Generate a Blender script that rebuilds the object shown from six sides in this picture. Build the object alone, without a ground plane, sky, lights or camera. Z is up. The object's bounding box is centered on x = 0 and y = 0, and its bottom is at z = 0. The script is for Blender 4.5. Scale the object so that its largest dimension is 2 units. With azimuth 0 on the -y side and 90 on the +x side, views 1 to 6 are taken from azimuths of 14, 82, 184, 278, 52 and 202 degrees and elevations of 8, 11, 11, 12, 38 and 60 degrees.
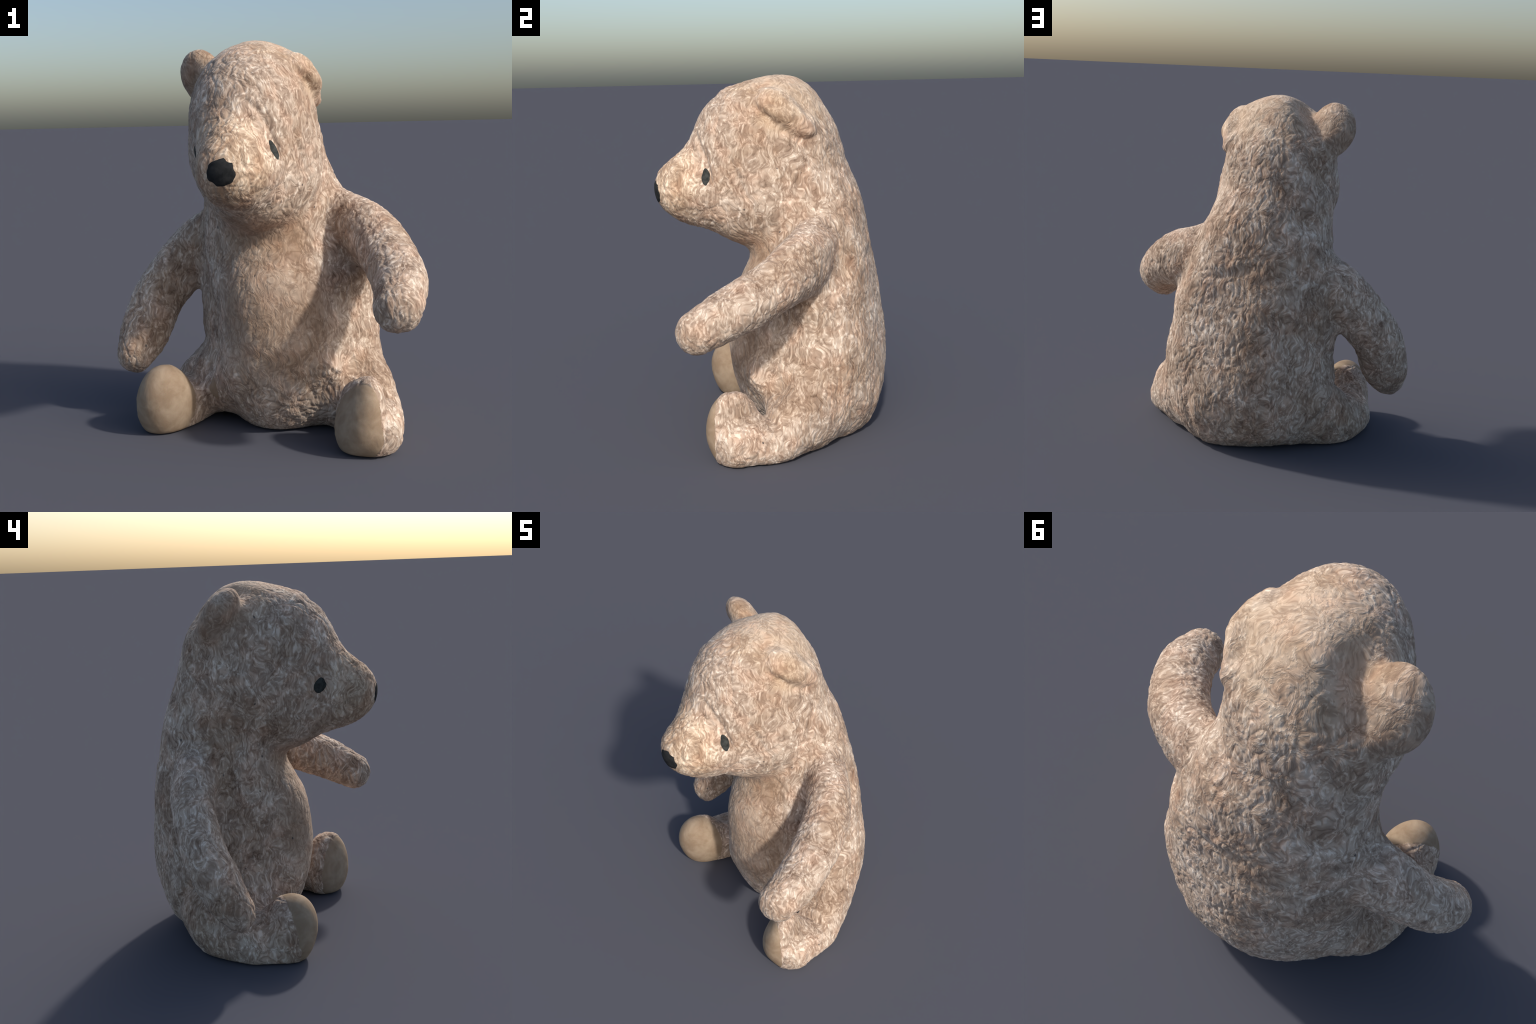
# A worn plush teddy bear, sitting, built as one smooth blended body.
# The body is a set of rounded stuffed volumes (ellipsoids and tapering limb
# tubes) blended into one surface; the surface is meshed, relaxed onto the
# blended volumes, given a tufted pile relief and then divided by anatomy.
import bpy, math
import numpy as np
from mathutils import Vector

for o in list(bpy.data.objects):
    bpy.data.objects.remove(o, do_unlink=True)

# --------------------------------------------------------------------------
# stuffed volumes: ellipsoid = centre, radii, rotation vector
#                  tube = rows of (x, y, z, radius) + last row axis stretch
# --------------------------------------------------------------------------
VOLUMES = [
    ('rump', 'torso', [0.0009, 0.361, 0.2906, 0.3478, 0.2346, 0.2389, 0.0109, -0.3829, 0.0667]),
    ('pelvis', 'torso', [0.0269, 0.2243, 0.3521, 0.3882, 0.4678, 0.3407, 0.715, -1.2637, -0.3028]),
    ('belly', 'torso', [0.1323, 0.1138, 0.5595, 0.431, 0.3927, 0.4754, 0.1528, -1.0419, 0.6151]),
    ('chest', 'torso', [-0.0143, 0.2645, 0.8271, 0.4143, 0.364, 0.6566, 0.0771, 0.1774, -0.1247]),
    ('neck', 'torso', [-0.0365, 0.2091, 1.2509, 0.3471, 0.2869, 0.3744, 0.0166, 0.0155, -0.4915]),
    ('skull', 'head', [-0.083, 0.0525, 1.6036, 0.2838, 0.3748, 0.3983, -0.1004, 0.2468, 1.148]),
    ('jaw', 'head', [-0.017, 0.0142, 1.4229, 0.3287, 0.4083, 0.2545, 0.8981, 0.0351, 0.048]),
    ('occiput', 'head', [-0.0885, 0.2232, 1.5009, 0.2902, 0.2063, 0.2945, -0.0181, -0.0286, -0.1842]),
    ('muzzle', 'head', [[-0.0377, -0.095, 1.5935, 0.2834], [-0.0141, -0.3624, 1.4452, 0.2049], [-0.0413, -0.4631, 1.4034, 0.1565], [1.0626, 1.2723, 1.3, 0.0]]),
    ('ear_flap', 'ear_left', [0.193, 0.0513, 1.8061, 0.096, 0.1662, 0.0722, -0.7519, -0.3719, -0.0749]),
    ('ear_rim', 'ear_left', [[0.1974, -0.0797, 1.8576, 0.0306], [0.2577, -0.0416, 1.8163, 0.03], [0.2595, 0.0387, 1.7741, 0.0474], [0.2572, 0.0867, 1.7259, 0.0343], [0.238, 0.1529, 1.6949, 0.0377], [0.1958, 0.1782, 1.7451, 0.0318], [1.0107, 1.0041, 1.0036, 0.0]]),
    ('ear_right', 'ear_right', [-0.3433, 0.1656, 1.8122, 0.1482, 0.0953, 0.1796, 0.5053, 0.0796, -0.2245]),
    ('arm_left', 'arm_left', [[0.2464, 0.2241, 1.136, 0.1079], [0.5194, 0.058, 1.0529, 0.0995], [0.6394, -0.0943, 0.9408, 0.1056], [0.7279, -0.3241, 0.8377, 0.0997], [0.7374, -0.5003, 0.7484, 0.0849], [1.3, 1.2007, 1.3, 0.0]]),
    ('arm_right', 'arm_right', [[-0.1753, 0.2496, 1.0003, 0.1348], [-0.4146, 0.319, 0.9189, 0.1289], [-0.6428, 0.2588, 0.6789, 0.1122], [-0.7182, 0.1483, 0.4661, 0.1083], [-0.7529, 0.0522, 0.3417, 0.0777], [1.3, 0.9948, 1.3, 0.0]]),
    ('leg_left', 'leg_left', [[0.1718, 0.2533, 0.2433, 0.2511], [0.42, 0.0957, 0.2413, 0.1646], [0.5992, -0.0753, 0.105, 0.1009], [0.5845, -0.2752, 0.0973, 0.1523], [1.3, 1.2896, 1.3, 0.0]]),
    ('thigh_left', 'leg_left', [0.4418, 0.083, 0.1375, 0.16, 0.1751, 0.16, -0.0035, -0.0003, -0.006]),
    ('foot_left', 'foot_left', [0.5388, -0.3142, 0.1751, 0.1039, 0.1511, 0.2135, 0.1966, 0.3102, 0.3753]),
    ('leg_right', 'leg_right', [[-0.2494, 0.3156, 0.2791, 0.2312], [-0.4269, 0.196, 0.1083, 0.1317], [-0.5007, -0.0032, 0.0699, 0.1249], [1.2986, 1.1788, 1.2518, 0.0]]),
    ('thigh_right', 'leg_right', [-0.2557, 0.0886, 0.2201, 0.1624, 0.16, 0.1707, 0.0013, -0.0, 0.0009]),
    ('foot_right', 'foot_right', [-0.5094, -0.155, 0.1336, 0.1347, 0.1659, 0.2277, 0.4096, 0.0843, -0.369]),
]

BLEND = {'torso': .12, 'head': .10, 'ear_left': .03, 'ear_right': .05, 'arm': .045,
         'leg': .08, 'leg_left': .08, 'leg_right': .08, 'foot': .055, 'neck': .08}
# soft hollows (+) and swellings (-) pressed into the stuffing: centre, radius, depth
HOLLOWS = {
    'waist_left': [0.3332, -0.0547, 0.5751, 0.2, 0.07],
    'flank_left': [0.3629, 0.1099, 0.6735, 0.2, 0.07],
    'waist_right': [-0.1691, -0.0789, 0.5696, 0.1934, 0.07],
    'flank_right': [-0.2958, 0.0662, 0.6883, 0.1795, 0.0214],
    'ear_groove': [-0.1525, 0.1488, 1.8483, 0.0993, 0.07],
    'ear_root': [-0.2886, 0.2761, 1.7372, 0.108, -0.0308],
    'thigh_fold_left': [0.4953, -0.0546, 0.3312, 0.0769, 0.0272],
    'crotch_left': [0.4024, -0.2229, 0.3527, 0.1018, -0.0456],
    'crotch_right': [-0.2108, -0.2184, 0.2717, 0.1654, -0.0376],
    'armpit_left': [0.4969, 0.1209, 0.8409, 0.1475, -0.0639],
    'armpit_right': [-0.3933, 0.1549, 0.8086, 0.1429, 0.0378],
    'temple_left': [0.2169, -0.0315, 1.6273, 0.185, 0.028],
    'temple_right': [-0.3182, 0.104, 1.6285, 0.2, 0.07],
    'nape': [0.3352, 0.2939, 1.686, 0.1087, -0.0605],
    'nape_right': [-0.2416, 0.3061, 1.6141, 0.1458, 0.0083],
    'brow': [-0.0024, -0.3912, 1.5397, 0.2, 0.07],
    'cheek_left': [0.194, -0.2972, 1.3756, 0.1235, -0.005],
    'chin': [-0.0346, -0.3364, 1.1896, 0.1519, -0.018],
    'spine': [0.122, 0.4851, 0.9187, 0.1772, 0.045],
    'rump_left': [0.4836, 0.3795, 0.3283, 0.1816, -0.0112],
    'rump_right': [-0.3092, 0.415, 0.262, 0.2, 0.07],
    'seat': [0.0524, 0.5989, 0.0926, 0.2, 0.0119],
    'hip_right': [-0.3516, 0.2597, 0.3113, 0.1437, 0.07],
    'chest_front': [0.0407, -0.1, 1.0428, 0.1986, -0.0124],
    'bridge_left': [0.109, -0.4076, 1.5005, 0.11, 0.0287],
    'bridge_right': [-0.1495, -0.4276, 1.52, 0.0967, -0.0069],
    'ear_groove_top': [-0.1884, 0.086, 1.9319, 0.0885, 0.0157],
    'ear_groove_low': [-0.23, 0.2286, 1.7788, 0.0924, 0.0528],
    'belly_left': [0.4116, -0.1506, 0.6119, 0.0991, -0.0262],
    'web_left': [0.4985, 0.0397, 0.9012, 0.1072, -0.0055],
    'shoulder_front': [0.3202, 0.023, 1.1218, 0.1142, 0.023],
    'shoulder_right': [-0.349, 0.0989, 1.0991, 0.1204, 0.0026],
    'lap_right': [-0.3164, -0.0027, 0.2695, 0.0728, 0.0429],
    'heel_left': [0.584, -0.2683, 0.0778, 0.1681, 0.07],
    'toe_right': [-0.523, -0.2834, 0.063, 0.0986, -0.0013],
    'rim': [-0.0896, 0.618, 0.0543, 0.1414, -0.015],
    'rim_right': [-0.3802, 0.5011, 0.0622, 0.1391, 0.0051],
    'ear_fill': [0.2236, 0.083, 1.8496, 0.0845, 0.0116],
    'ear_top_fill': [0.1784, 0.0828, 1.9194, 0.0679, -0.019],
    'flap_hollow': [0.2679, 0.0359, 1.6722, 0.0738, -0.0005],
    'flap_crease_back': [0.255, 0.1452, 1.6163, 0.0636, 0.0138],
    'upper_back': [0.1135, 0.489, 1.1104, 0.1623, 0.0206],
    'upper_back_right': [-0.2467, 0.442, 1.142, 0.1543, -0.0232],
    'side_right': [-0.3595, 0.3048, 0.8408, 0.1333, -0.0225],
    'side_left': [0.4636, 0.3613, 0.8966, 0.1855, -0.0454],
    'belly_front': [0.1093, -0.2553, 0.6239, 0.187, 0.0274],
    'ear_lobe': [0.262, 0.055, 1.79, 0.075, -0.013],
}

def rot_matrix(w):
    t = np.linalg.norm(w)
    if t < 1e-9:
        return np.eye(3)
    k = np.array(w) / t
    K = np.array([[0, -k[2], k[1]], [k[2], 0, -k[0]], [-k[1], k[0], 0]])
    return np.eye(3) + np.sin(t) * K + (1 - np.cos(t)) * K @ K


def ellipsoid(P, c, r, w):
    q = (P - np.array(c)) @ rot_matrix(w)
    r = np.array(r)
    k0 = np.sqrt(((q / r) ** 2).sum(1))
    k1 = np.sqrt(((q / (r * r)) ** 2).sum(1)) + 1e-9
    return k0 * (k0 - 1) / k1


def smooth_path(pts, n):
    p = np.vstack([2 * pts[0] - pts[1], pts, 2 * pts[-1] - pts[-2]])
    out = []
    for i in range(len(pts) - 1):
        t = np.linspace(0, 1, n, endpoint=False)[:, None]
        a, b, c, d = p[i:i + 4]
        out.append(.5 * (2 * b + (c - a) * t + (2 * a - 5 * b + 4 * c - d) * t * t
                         + (3 * b - a - 3 * c + d) * t ** 3))
    out.append(pts[-1:])
    return np.vstack(out)


def tube(P, rows, n=8):
    rows = np.array(rows, float)
    st = rows[-1, :3]
    P = P / st
    s = smooth_path(rows[:-1], n)
    s[:, :3] /= st
    d = np.full(len(P), 9.)
    for i in range(len(s) - 1):
        a, b = s[i, :3], s[i + 1, :3]
        ba = b - a
        t = np.clip(((P - a) @ ba) / (ba @ ba), 0, 1)
        q = P - a - t[:, None] * ba
        d = np.minimum(d, np.sqrt((q * q).sum(1)) - (s[i, 3] + t * (s[i + 1, 3] - s[i, 3])))
    return d


def smin(a, b, k):
    h = np.clip(.5 + .5 * (b - a) / k, 0, 1)
    return b + (a - b) * h - k * h * (1 - h)


def groups(P):
    G = {}
    for name, g, shape in VOLUMES:
        f = tube(P, shape) if isinstance(shape[0], (list, tuple)) else \
            ellipsoid(P, shape[:3], shape[3:6], shape[6:9])
        G[g] = f if g not in G else smin(G[g], f, BLEND[g])
    return G


def combine(G):
    d = smin(G['torso'], G['head'], BLEND['neck'])
    for g, k in (('ear_left', 'ear_left'), ('ear_right', 'ear_right'), ('arm_left', 'arm'), ('arm_right', 'arm')):
        d = smin(d, G[g], BLEND[k])
    for s in ('left', 'right'):
        leg = smin(G['leg_' + s], G['foot_' + s], BLEND['foot'])
        d = smin(d, leg, BLEND['leg'])
    return d


def body(P):
    d = combine(groups(P))
    d = sculpt(P, d)
    return -smin(-d, P[:, 2], .015)          # sits flat on the ground


def sculpt(P, d):
    for x, y, z, r, depth in HOLLOWS.values():
        q = (P - np.array((x, y, z))) / r
        d = d + depth * np.exp(-(q * q).sum(1))
    return d


# --------------------------------------------------------------------------
# surface nets on a coarse lattice, then subdivide and relax onto the volumes
# --------------------------------------------------------------------------
def surface_net(h=.034):
    lo = np.array([-1.0, -.80, -.05])
    n = np.array([2.0, 1.6, 2.15]) / h
    n = n.astype(int) + 1
    ax = [lo[i] + h * np.arange(n[i]) for i in range(3)]
    P = np.stack(np.meshgrid(*ax, indexing='ij'), -1).reshape(-1, 3)
    F = np.concatenate([body(c) for c in np.array_split(P, 8)]).reshape(n)
    ins = F < 0
    cell = np.zeros(n - 1, int)
    off = [(i, j, k) for i in (0, 1) for j in (0, 1) for k in (0, 1)]
    for i, j, k in off:
        cell += ins[i:n[0] - 1 + i, j:n[1] - 1 + j, k:n[2] - 1 + k]
    act = (cell > 0) & (cell < 8)
    idx = -np.ones(n - 1, int)
    C = np.argwhere(act)
    idx[act] = np.arange(len(C))
    acc = np.zeros((len(C), 3))
    cnt = np.zeros(len(C))
    for a in range(3):
        for o in off:
            if o[a]:
                continue
            p = C + np.array(o)
            q = p.copy()
            q[:, a] += 1
            fa = F[p[:, 0], p[:, 1], p[:, 2]]
            fb = F[q[:, 0], q[:, 1], q[:, 2]]
            m = (fa < 0) != (fb < 0)
            t = np.where(m, fa / np.where(m, fa - fb, 1), 0)
            pt = p.astype(float)
            pt[:, a] += t
            acc += pt * m[:, None]
            cnt += m
    V = lo + h * acc / cnt[:, None]
    quads = []
    for a in range(3):
        b, c = (a + 1) % 3, (a + 2) % 3
        sl0 = [slice(None)] * 3
        sl1 = [slice(None)] * 3
        sl0[a] = slice(0, -1)
        sl1[a] = slice(1, None)
        ch = ins[tuple(sl0)] != ins[tuple(sl1)]
        for e in np.argwhere(ch):
            if e[b] == 0 or e[c] == 0:
                continue
            q = []
            for db, dc in ((-1, -1), (0, -1), (0, 0), (-1, 0)):
                v = e.copy()
                v[b] += db
                v[c] += dc
                q.append(idx[tuple(v)])
            if not ins[tuple(e)]:
                q.reverse()
            quads.append(q)
    return V, quads


def gradient(P, e=.002):
    g = np.stack([body(P + d) - body(P - d) for d in np.eye(3) * e], 1)
    return g / (np.linalg.norm(g, axis=1, keepdims=True) + 1e-9)


def relax(P, steps=2):
    for _ in range(steps):
        g = gradient(P)
        P = P - np.clip(body(P), -.02, .02)[:, None] * g
    return P


def mesh_from(V, quads, name):
    me = bpy.data.meshes.new(name)
    me.from_pydata(V.tolist(), [], [list(map(int, q)) for q in quads])
    me.update()
    return me


def subdivide(V, quads, levels):
    me = mesh_from(V, quads, 'lattice')
    ob = bpy.data.objects.new('lattice', me)
    bpy.context.scene.collection.objects.link(ob)
    m = ob.modifiers.new('s', 'SUBSURF')
    m.levels = levels
    m.render_levels = levels
    dg = bpy.context.evaluated_depsgraph_get()
    ev = ob.evaluated_get(dg).to_mesh()
    V2 = np.empty(len(ev.vertices) * 3)
    ev.vertices.foreach_get('co', V2)
    q = np.empty(len(ev.loops), int)
    ev.loops.foreach_get('vertex_index', q)
    bpy.data.objects.remove(ob, do_unlink=True)
    bpy.data.meshes.remove(me)
    return V2.reshape(-1, 3), q.reshape(-1, 4)


def vertex_normals(V, Q):
    n = np.cross(V[Q[:, 2]] - V[Q[:, 0]], V[Q[:, 3]] - V[Q[:, 1]])
    out = np.zeros_like(V)
    for k in range(4):
        for a in range(3):
            out[:, a] += np.bincount(Q[:, k], n[:, a], len(V))
    return out / (np.linalg.norm(out, axis=1, keepdims=True) + 1e-12)


# smooth lattice noise for relief and wobbling borders
rng = np.random.default_rng(7)
PERM = rng.permutation(256)
PERM = np.concatenate([PERM, PERM, PERM])
GRAD = rng.normal(size=(256, 3))
GRAD /= np.linalg.norm(GRAD, axis=1, keepdims=True)


def noise(P):
    i = np.floor(P).astype(int)
    f = P - i
    i &= 255
    u = f * f * f * (f * (f * 6 - 15) + 10)
    r = 0
    for dx in (0, 1):
        for dy in (0, 1):
            for dz in (0, 1):
                h = PERM[PERM[PERM[(i[:, 0] + dx) & 255] + ((i[:, 1] + dy) & 255)] + ((i[:, 2] + dz) & 255)]
                g = GRAD[h]
                w = (u[:, 0] if dx else 1 - u[:, 0]) * (u[:, 1] if dy else 1 - u[:, 1]) * (u[:, 2] if dz else 1 - u[:, 2])
                r = r + w * (g * (f - np.array([dx, dy, dz]))).sum(1)
    return r


def swirl(P, amp=.03, s=9.):
    return P + amp * np.stack([noise(P * s + 3.1), noise(P * s + 17.7), noise(P * s + 41.3)], 1)


# --------------------------------------------------------------------------
V, Q = surface_net()
V = relax(V, 2)
V, Q = subdivide(V, Q, 1)
V = relax(V, 2)
V, Q = subdivide(V, Q, 2)
N = vertex_normals(V, Q)

G = groups(V)


def plane_region(P, c, n, d, wob=.006):
    n = np.array(n) / np.linalg.norm(n)
    q = P - np.array(c)
    return (q @ n + wob * noise(P * 22 + 5) * 2 > d) & (np.linalg.norm(q, axis=1) < .28)


def patch_distance(P, c, axes, r):
    """ragged elliptical felt patch; axes: two in-surface directions"""
    q = P - np.array(c)
    a = np.array(axes[0]) / np.linalg.norm(axes[0])
    b = np.array(axes[1]) / np.linalg.norm(axes[1])
    n = np.cross(a, b)
    x, y, z = q @ a, q @ b, q @ n
    th = np.sqrt((x / r[0]) ** 2 + (y / r[1]) ** 2)
    return th + .3 * noise(P * 30 + 9) + np.where(abs(z) > .06, 9, 0)


names = ['torso', 'head', 'ear_left', 'ear_right', 'arm_left', 'arm_right', 'leg_left', 'leg_right', 'foot_left', 'foot_right']
bias = {'ear_left': .005, 'ear_right': .005, 'arm_left': .0, 'arm_right': .0, 'foot_left': .0, 'foot_right': .0}
stack = np.stack([G[n] - bias.get(n, 0) for n in names], 1)

# felt features
NOSE = dict(c=(-.034, -.648, 1.372), axes=((1, .06, 0), (0, -.1, 1)), r=(.066, .060))
EYE_L = dict(c=(.156, -.383, 1.459), axes=((.55, .80, .2), (-.05, -.22, .97)), r=(.023, .043))
EYE_R = dict(c=(-.245, -.353, 1.440), axes=((-.5, .85, 0), (0, .1, 1)), r=(.034, .040))
d_nose = patch_distance(V, **NOSE)
d_eyel = patch_distance(V, **EYE_L)
d_eyer = patch_distance(V, **EYE_R)
sole_l = plane_region(V, (.534, -.318, .187), (-.45, -.89, 0), .037)
sole_r = plane_region(V, (-.505, -.176, .158), (.4, -.9, .15), .0)

# pile relief: short curled tufts, calm on the felt
W = swirl(V * np.array([1, 1, .7]), .05, 8)
tufts = 1 - np.clip(1 - np.abs(noise(W * 18)) * 3.2, 0, 1) ** 1.5      # rounded tufts, narrow partings
fine = 1 - np.clip(1 - np.abs(noise(W * 38 + 31)) * 3.2, 0, 1) ** 1.5
lump = noise(V * 12 + 50)
amount = np.ones(len(V))
limb = stack.argmin(1)
soft = np.clip(G['foot_left'] / .02 + 1, 0, 1)
amount[((limb == 8) | (limb == 6)) & sole_l] = .12
amount[((limb == 9) | (limb == 7)) & sole_r] = .12
felt = np.minimum(np.minimum(d_nose, d_eyel), d_eyer)
amount *= np.clip((felt - .9) * 4, 0, 1)
calm = np.zeros(len(V))                                             # worn crown, belly and chest
for c, r, w in (((0, .12, 2.02), .42, .7), ((.06, -.3, .62), .46, .75), ((.03, -.14, 1.02), .3, .7), ((-.38, .17, 1.86), .24, .7), ((.25, .06, 1.81), .2, .6)):
    s = np.clip((r - np.linalg.norm(V - np.array(c), axis=1)) / (r * .55), 0, 1)
    calm = np.maximum(calm, w * s * s * (3 - 2 * s))
relief = .0012 + (.0046 * (tufts - .55) + .0022 * (fine - .55)) * amount * (1 - .75 * calm) + .004 * lump * (.3 + .7 * amount) * (1 - .5 * calm)


def along(P, path):
    d = np.full(len(P), 9.)
    s = smooth_path(np.array(path), 6)
    for i in range(len(s) - 1):
        ba = s[i + 1] - s[i]
        u = np.clip(((P - s[i]) @ ba) / (ba @ ba), 0, 1)
        d = np.minimum(d, np.linalg.norm(P - s[i] - u[:, None] * ba, axis=1))
    return d


FOLDS = {  # path over the surface, width, depth (negative: a raised lip)
    'back_fold': ([(.31, .46, 1.0), (.21, .508, 1.01), (.12, .535, 1.05), (-.0, .56, 1.07)], .024, .006),
    'back_fold_low': ([(.02, .58, 1.0), (-.1, .585, 1.02), (-.2, .56, 1.06)], .026, .005),
    'back_roll': ([(.26, .47, 1.07), (.2, .495, 1.06), (.12, .525, 1.10)], .03, -.006),
    'nape_fold': ([(.10, .40, 1.55), (.0, .425, 1.525), (-.08, .436, 1.54), (-.17, .43, 1.50)], .024, .005),
    'brow_crease': ([(.02, -.43, 1.70), (.08, -.405, 1.65), (.138, -.37, 1.54), (.185, -.345, 1.42)], .014, .008),
    'cheek_crease': ([(.22, -.25, 1.55), (.245, -.2, 1.42), (.264, -.148, 1.294), (.222, -.094, 1.155)], .018, .009),
    'shoulder_crease': ([(-.33, .42, 1.19), (-.38, .34, 1.175), (-.385, .25, 1.167)], .018, .008),
    'ear_crease': ([(.203, -.115, 1.835), (.255, -.055, 1.77), (.277, .016, 1.712), (.27, .08, 1.674), (.25, .148, 1.65), (.24, .20, 1.665)], .018, .008),
    'hip_lip': ([(.375, -.18, .385), (.402, -.158, .361), (.45, -.115, .34), (.486, -.076, .291)], .013, -.016),
}
for path, width, depth in FOLDS.values():
    relief -= depth * np.exp(-(along(V, path) / width) ** 2) * (1 + .5 * lump)
relief += .004 * np.clip((1.05 - d_nose) * 4, 0, 1)                   # felt nose stands slightly proud
relief -= .005 * np.exp(-((np.minimum(d_eyel, d_eyer) - 1.25) / .3) ** 2)  # pile parts round the eyes
for dn in (d_eyel, d_eyer):
    relief += .002 * np.clip((1.0 - dn) * 3, 0, 1)
V = V + N * (relief * np.clip(V[:, 2] / .02, 0, 1))[:, None]
V[:, 2] = np.maximum(V[:, 2] - V[:, 2].min(), 0)

# --------------------------------------------------------------------------
# materials
# --------------------------------------------------------------------------
def new_material(name, rough):
    m = bpy.data.materials.new(name)
    m.use_nodes = True
    nt = m.node_tree
    b = nt.nodes['Principled BSDF']
    b.inputs['Roughness'].default_value = rough
    b.inputs['Specular IOR Level'].default_value = .15
    return m, nt, b


def node(nt, kind, **kw):
    n = nt.nodes.new(kind)
    for k, v in kw.items():
        if hasattr(n, k):
            setattr(n, k, v)
        else:
            n.inputs[k.replace('_', ' ').title()].default_value = v
    return n


def ramp(nt, stops):
    r = nt.nodes.new('ShaderNodeValToRGB')
    r.color_ramp.interpolation = 'EASE'
    e = r.color_ramp.elements
    while len(e) < len(stops):
        e.new(.5)
    for el, (p, c) in zip(e, stops):
        el.position = p
        el.color = c if len(c) == 4 else (*c, 1)
    return r


def mix(nt, fac, a, b, mode='MIX'):
    m = nt.nodes.new('ShaderNodeMix')
    m.data_type = 'RGBA'
    m.blend_type = mode
    for s, v in ((m.inputs[0], fac), (m.inputs[6], a), (m.inputs[7], b)):
        if hasattr(v, 'links'):
            nt.links.new(v, s)
        else:
            s.default_value = v if not isinstance(v, tuple) or len(v) == 4 else (*v, 1)
    return m.outputs[2]


def math_node(nt, op, a, b=None, c=None):
    m = nt.nodes.new('ShaderNodeMath')
    m.operation = op
    for s, v in zip(m.inputs, (a, b, c)):
        if v is None:
            continue
        if hasattr(v, 'links'):
            nt.links.new(v, s)
        else:
            s.default_value = v
    return m.outputs[0]


def fur_material():
    m, nt, b = new_material('curly_plush_fur', .95)
    L = nt.links.new
    tc = node(nt, 'ShaderNodeTexCoord')
    # swirl the coordinates so the strands curl
    sw = node(nt, 'ShaderNodeTexNoise', Scale=8.5, Detail=1.)
    L(tc.outputs['Object'], sw.inputs['Vector'])
    sub = node(nt, 'ShaderNodeVectorMath', operation='SUBTRACT')
    L(sw.outputs['Color'], sub.inputs[0])
    sub.inputs[1].default_value = (.5, .5, .5)
    sc = node(nt, 'ShaderNodeVectorMath', operation='SCALE')
    L(sub.outputs[0], sc.inputs[0])
    sc.inputs['Scale'].default_value = .125
    add = node(nt, 'ShaderNodeVectorMath', operation='ADD')
    L(tc.outputs['Object'], add.inputs[0])
    L(sc.outputs[0], add.inputs[1])
    mp = node(nt, 'ShaderNodeMapping')
    mp.inputs['Scale'].default_value = (1, 1, .62)
    L(add.outputs[0], mp.inputs['Vector'])
    strand = node(nt, 'ShaderNodeTexNoise', Scale=24., Detail=2., Roughness=.5, Distortion=.5)
    L(mp.outputs[0], strand.inputs['Vector'])
    lock = node(nt, 'ShaderNodeTexNoise', Scale=68., Detail=2., Roughness=.55, Distortion=.35)
    mp2 = node(nt, 'ShaderNodeMapping')
    mp2.inputs['Scale'].default_value = (1, 1, .36)
    L(add.outputs[0], mp2.inputs['Vector'])
    L(mp2.outputs[0], lock.inputs['Vector'])
    # rounded tufts parted by thin dark creases: |noise - 1/2|, which is zero along the partings
    fold = math_node(nt, 'ABSOLUTE', math_node(nt, 'SUBTRACT', strand.outputs['Fac'], .5))
    tuft = math_node(nt, 'POWER', math_node(nt, 'MINIMUM', math_node(nt, 'MULTIPLY', fold, 5.), 1.), .6)
    fold2 = math_node(nt, 'ABSOLUTE', math_node(nt, 'SUBTRACT', lock.outputs['Fac'], .5))
    tuft2 = math_node(nt, 'POWER', math_node(nt, 'MINIMUM', math_node(nt, 'MULTIPLY', fold2, 4.5), 1.), .6)
    clump = node(nt, 'ShaderNodeTexNoise', Scale=13., Detail=2., Roughness=.5)
    L(mp.outputs[0], clump.inputs['Vector'])
    h = math_node(nt, 'ADD', math_node(nt, 'MULTIPLY', tuft, .27), math_node(nt, 'MULTIPLY', tuft2, .13))
    h = math_node(nt, 'ADD', h, math_node(nt, 'MULTIPLY', lock.outputs['Fac'], .85))
    h = math_node(nt, 'SUBTRACT', h, .14)
    tone = math_node(nt, 'ADD', h, math_node(nt, 'MULTIPLY', math_node(nt, 'SUBTRACT', clump.outputs['Fac'], .5), .5))
    # worn places (crown, belly, chest) where the pile is short and even
    calm = None
    for centre, radius, weight in ((( 0, .12, 2.02), .42, .75), ((.06, -.3, .62), .46, .8), ((.03, -.14, 1.02), .3, .7), ((-.38, .17, 1.86), .24, .6), ((.25, .06, 1.81), .2, .5)):
        dv = node(nt, 'ShaderNodeVectorMath', operation='DISTANCE')
        L(tc.outputs['Object'], dv.inputs[0])
        dv.inputs[1].default_value = centre
        mr = node(nt, 'ShaderNodeMapRange')
        mr.interpolation_type = 'SMOOTHSTEP'
        L(dv.outputs['Value'], mr.inputs['Value'])
        mr.inputs['From Min'].default_value = radius * .45
        mr.inputs['From Max'].default_value = radius
        mr.inputs['To Min'].default_value = weight
        mr.inputs['To Max'].default_value = 0.
        calm = mr.outputs[0] if calm is None else math_node(nt, 'MAXIMUM', calm, mr.outputs[0])
    keep = math_node(nt, 'SUBTRACT', 1., math_node(nt, 'MULTIPLY', calm, .6))
    tone = math_node(nt, 'ADD', .5, math_node(nt, 'MULTIPLY', math_node(nt, 'SUBTRACT', tone, .5), keep))
    cl = ramp(nt, [(.18, (.18, .12, .086)), (.37, (.355, .266, .205)), (.55, (.53, .425, .343)), (.78, (.765, .665, .57))])
    L(tone, cl.inputs[0])
    # broad patches: worn paler places, browner and yellower places
    big = node(nt, 'ShaderNodeTexNoise', Scale=4.2, Detail=3., Roughness=.6)
    L(tc.outputs['Object'], big.inputs['Vector'])
    bg = ramp(nt, [(.35, (.82, .74, .66)), (.6, (1.08, 1.06, 1.03))])
    L(big.outputs['Fac'], bg.inputs[0])
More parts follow.
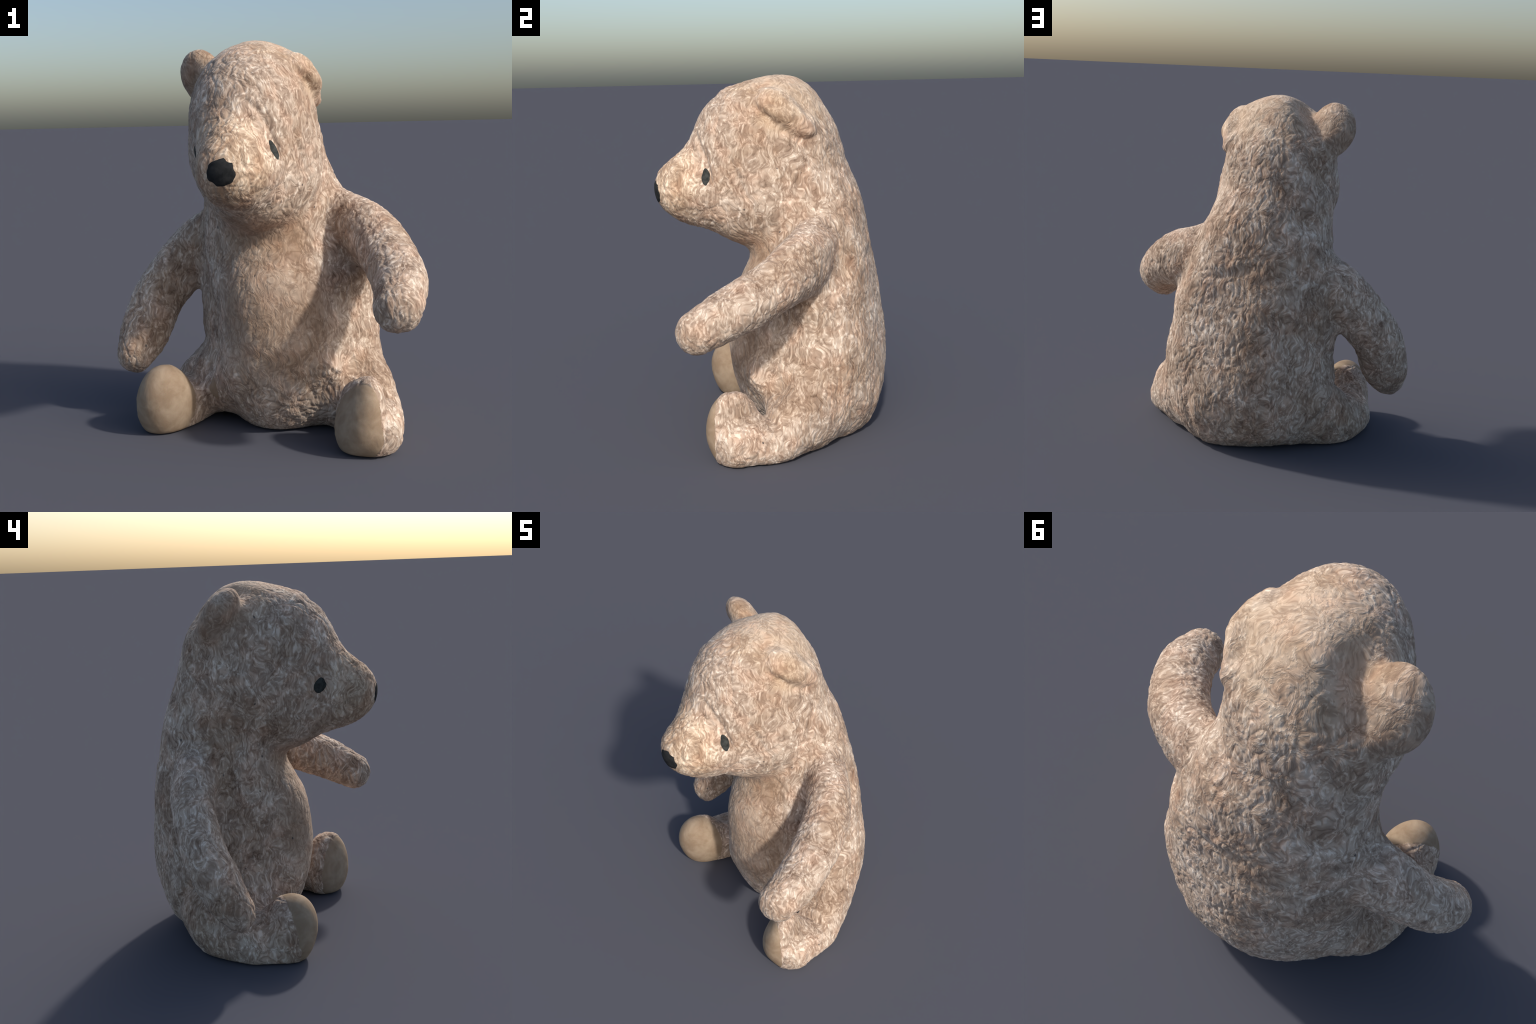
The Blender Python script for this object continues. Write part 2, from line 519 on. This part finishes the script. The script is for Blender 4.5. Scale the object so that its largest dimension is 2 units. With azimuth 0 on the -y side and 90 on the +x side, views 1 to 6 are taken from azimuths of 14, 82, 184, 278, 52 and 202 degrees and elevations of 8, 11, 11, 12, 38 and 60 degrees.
    col = mix(nt, 1., cl.outputs[0], bg.outputs[0], 'MULTIPLY')
    hue = node(nt, 'ShaderNodeTexNoise', Scale=9., Detail=2.)
    L(tc.outputs['Object'], hue.inputs['Vector'])
    hr = ramp(nt, [(.45, (1, 1, 1)), (.7, (1.06, .98, .94))])
    L(hue.outputs['Fac'], hr.inputs[0])
    col = mix(nt, 1., col, hr.outputs[0], 'MULTIPLY')
    # paler patches over muzzle, crown and left ear, browner ones over breast and belly
    def patch(centre, radius):
        dv = node(nt, 'ShaderNodeVectorMath', operation='DISTANCE')
        L(tc.outputs['Object'], dv.inputs[0])
        dv.inputs[1].default_value = centre
        wob = math_node(nt, 'ADD', dv.outputs['Value'], math_node(nt, 'MULTIPLY', math_node(nt, 'SUBTRACT', hue.outputs['Fac'], .5), .18))
        mr = node(nt, 'ShaderNodeMapRange')
        mr.interpolation_type = 'SMOOTHSTEP'
        L(wob, mr.inputs['Value'])
        mr.inputs['From Min'].default_value = radius * .55
        mr.inputs['From Max'].default_value = radius
        mr.inputs['To Min'].default_value = 1.
        mr.inputs['To Max'].default_value = 0.
        return mr.outputs[0]
    pale = math_node(nt, 'MAXIMUM', patch((-.03, -.58, 1.43), .30), patch((-.03, .12, 2.0), .42))
    pale = math_node(nt, 'MAXIMUM', pale, patch((.26, .05, 1.83), .2))
    tan = math_node(nt, 'MAXIMUM', patch((.06, -.34, .66), .46), patch((.03, -.14, 1.02), .26))
    col = mix(nt, pale, col, mix(nt, 1., col, (1.13, 1.10, 1.03), 'MULTIPLY'))
    col = mix(nt, tan, col, mix(nt, 1., col, (.86, .80, .74), 'MULTIPLY'))
    # rare dark lint specks
    sp = node(nt, 'ShaderNodeTexVoronoi', Scale=9.)
    L(mp.outputs[0], sp.inputs['Vector'])
    spm = math_node(nt, 'LESS_THAN', sp.outputs['Distance'], .045)
    col = mix(nt, math_node(nt, 'MULTIPLY', spm, .75), col, (.04, .04, .045))
    L(col, b.inputs['Base Color'])
    b.inputs['Sheen Weight'].default_value = .12
    b.inputs['Sheen Roughness'].default_value = .6
    bp = node(nt, 'ShaderNodeBump')
    bp.inputs['Strength'].default_value = .32
    bp.inputs['Distance'].default_value = .018
    L(h, bp.inputs['Height'])
    L(bp.outputs[0], b.inputs['Normal'])
    return m


def felt_material(name, stops, scale, rough=.85, bump=.15):
    m, nt, b = new_material(name, rough)
    L = nt.links.new
    tc = node(nt, 'ShaderNodeTexCoord')
    n = node(nt, 'ShaderNodeTexNoise', Scale=scale, Detail=5., Roughness=.6, Distortion=.4)
    L(tc.outputs['Object'], n.inputs['Vector'])
    r = ramp(nt, stops)
    L(n.outputs['Fac'], r.inputs[0])
    f = node(nt, 'ShaderNodeTexNoise', Scale=300., Detail=2.)
    L(tc.outputs['Object'], f.inputs['Vector'])
    col = mix(nt, .12, r.outputs[0], f.outputs['Color'], 'OVERLAY')
    L(col, b.inputs['Base Color'])
    bp = node(nt, 'ShaderNodeBump')
    bp.inputs['Strength'].default_value = bump
    bp.inputs['Distance'].default_value = .003
    L(f.outputs['Fac'], bp.inputs['Height'])
    L(bp.outputs[0], b.inputs['Normal'])
    return m


FUR = fur_material()
SOLE = felt_material('tan_felt_sole', [(.3, (.30, .212, .14)), (.7, (.415, .315, .222))], 11)
NOSE_FELT = felt_material('black_felt_nose', [(.3, (.016, .017, .018)), (.7, (.034, .035, .035))], 30, .85)
EYE = felt_material('charcoal_eye', [(.3, (.02, .022, .02)), (.7, (.06, .063, .058))], 40, .8)


# --------------------------------------------------------------------------
# divide the finished surface by anatomy
# --------------------------------------------------------------------------
VN = vertex_normals(V, Q)

FC = V[Q].mean(1)
fs = stack[Q].mean(1)
lab = fs.argmin(1)
fsl = sole_l[Q].mean(1) >= .5
fsr = sole_r[Q].mean(1) >= .5
region = np.array(names, dtype=object)[lab]
region[((lab == 8) | (lab == 6)) & fsl] = 'sole_left'
region[((lab == 9) | (lab == 7)) & fsr] = 'sole_right'
muz = np.array([n == 'head' for n in region])
region[muz & (FC @ np.array([.0, -1, -.15]) > .165) & (FC[:, 1] < -.36)] = 'muzzle'
region[d_nose[Q].mean(1) < 1] = 'nose'
region[d_eyel[Q].mean(1) < 1] = 'eye_left'
region[d_eyer[Q].mean(1) < 1] = 'eye_right'


def tidy_border(key, field, level):
    """slide the border vertices of a patch along the surface onto its outline"""
    inside = np.zeros(len(V), bool)
    outside = np.zeros(len(V), bool)
    inside[Q[region == key].ravel()] = True
    outside[Q[region != key].ravel()] = True
    b = np.where(inside & outside)[0]
    for _ in range(2):
        P = V[b]
        f = field(P) - level
        g = np.stack([field(P + e) - field(P - e) for e in np.eye(3) * .002], 1) / .004
        g -= (g * VN[b]).sum(1, keepdims=True) * VN[b]
        step = f[:, None] * g / ((g * g).sum(1, keepdims=True) + 1e-6)
        ln = np.linalg.norm(step, axis=1, keepdims=True)
        V[b] = P - step * np.minimum(1, .004 / (ln + 1e-9))


tidy_border('nose', lambda P: patch_distance(P, **NOSE), 1)
tidy_border('eye_left', lambda P: patch_distance(P, **EYE_L), 1)
tidy_border('eye_right', lambda P: patch_distance(P, **EYE_R), 1)
VN = vertex_normals(V, Q)

root = bpy.data.objects.new('teddy_bear', None)
root['label'] = 'sitting worn plush teddy bear with curly beige fur'
root['category'] = 'teddy bear'
bpy.context.scene.collection.objects.link(root)


def part(key, name, material, parent):
    faces = Q[region == key]
    used, inv = np.unique(faces, return_inverse=True)
    inv = inv.reshape(faces.shape)
    me = mesh_from(V[used], inv, name)
    me.polygons.foreach_set('use_smooth', np.ones(len(faces), bool))
    me.normals_split_custom_set_from_vertices(VN[used].tolist())
    me.materials.append(material)
    ob = bpy.data.objects.new(name, me)
    ob.parent = parent
    bpy.context.scene.collection.objects.link(ob)
    return ob


torso = part('torso', 'torso', FUR, root)
head = part('head', 'head', FUR, root)
part('muzzle', 'muzzle', FUR, head)
for s in ('left', 'right'):
    part('ear_' + s, 'ear', FUR, head)
    part('eye_' + s, 'eye', EYE, head)
part('nose', 'nose', NOSE_FELT, head)
for s in ('left', 'right'):
    part('arm_' + s, 'arm', FUR, root)
    leg = part('leg_' + s, 'leg', FUR, root)
    part('foot_' + s, 'foot', FUR, leg)
    part('sole_' + s, 'sole', SOLE, leg)
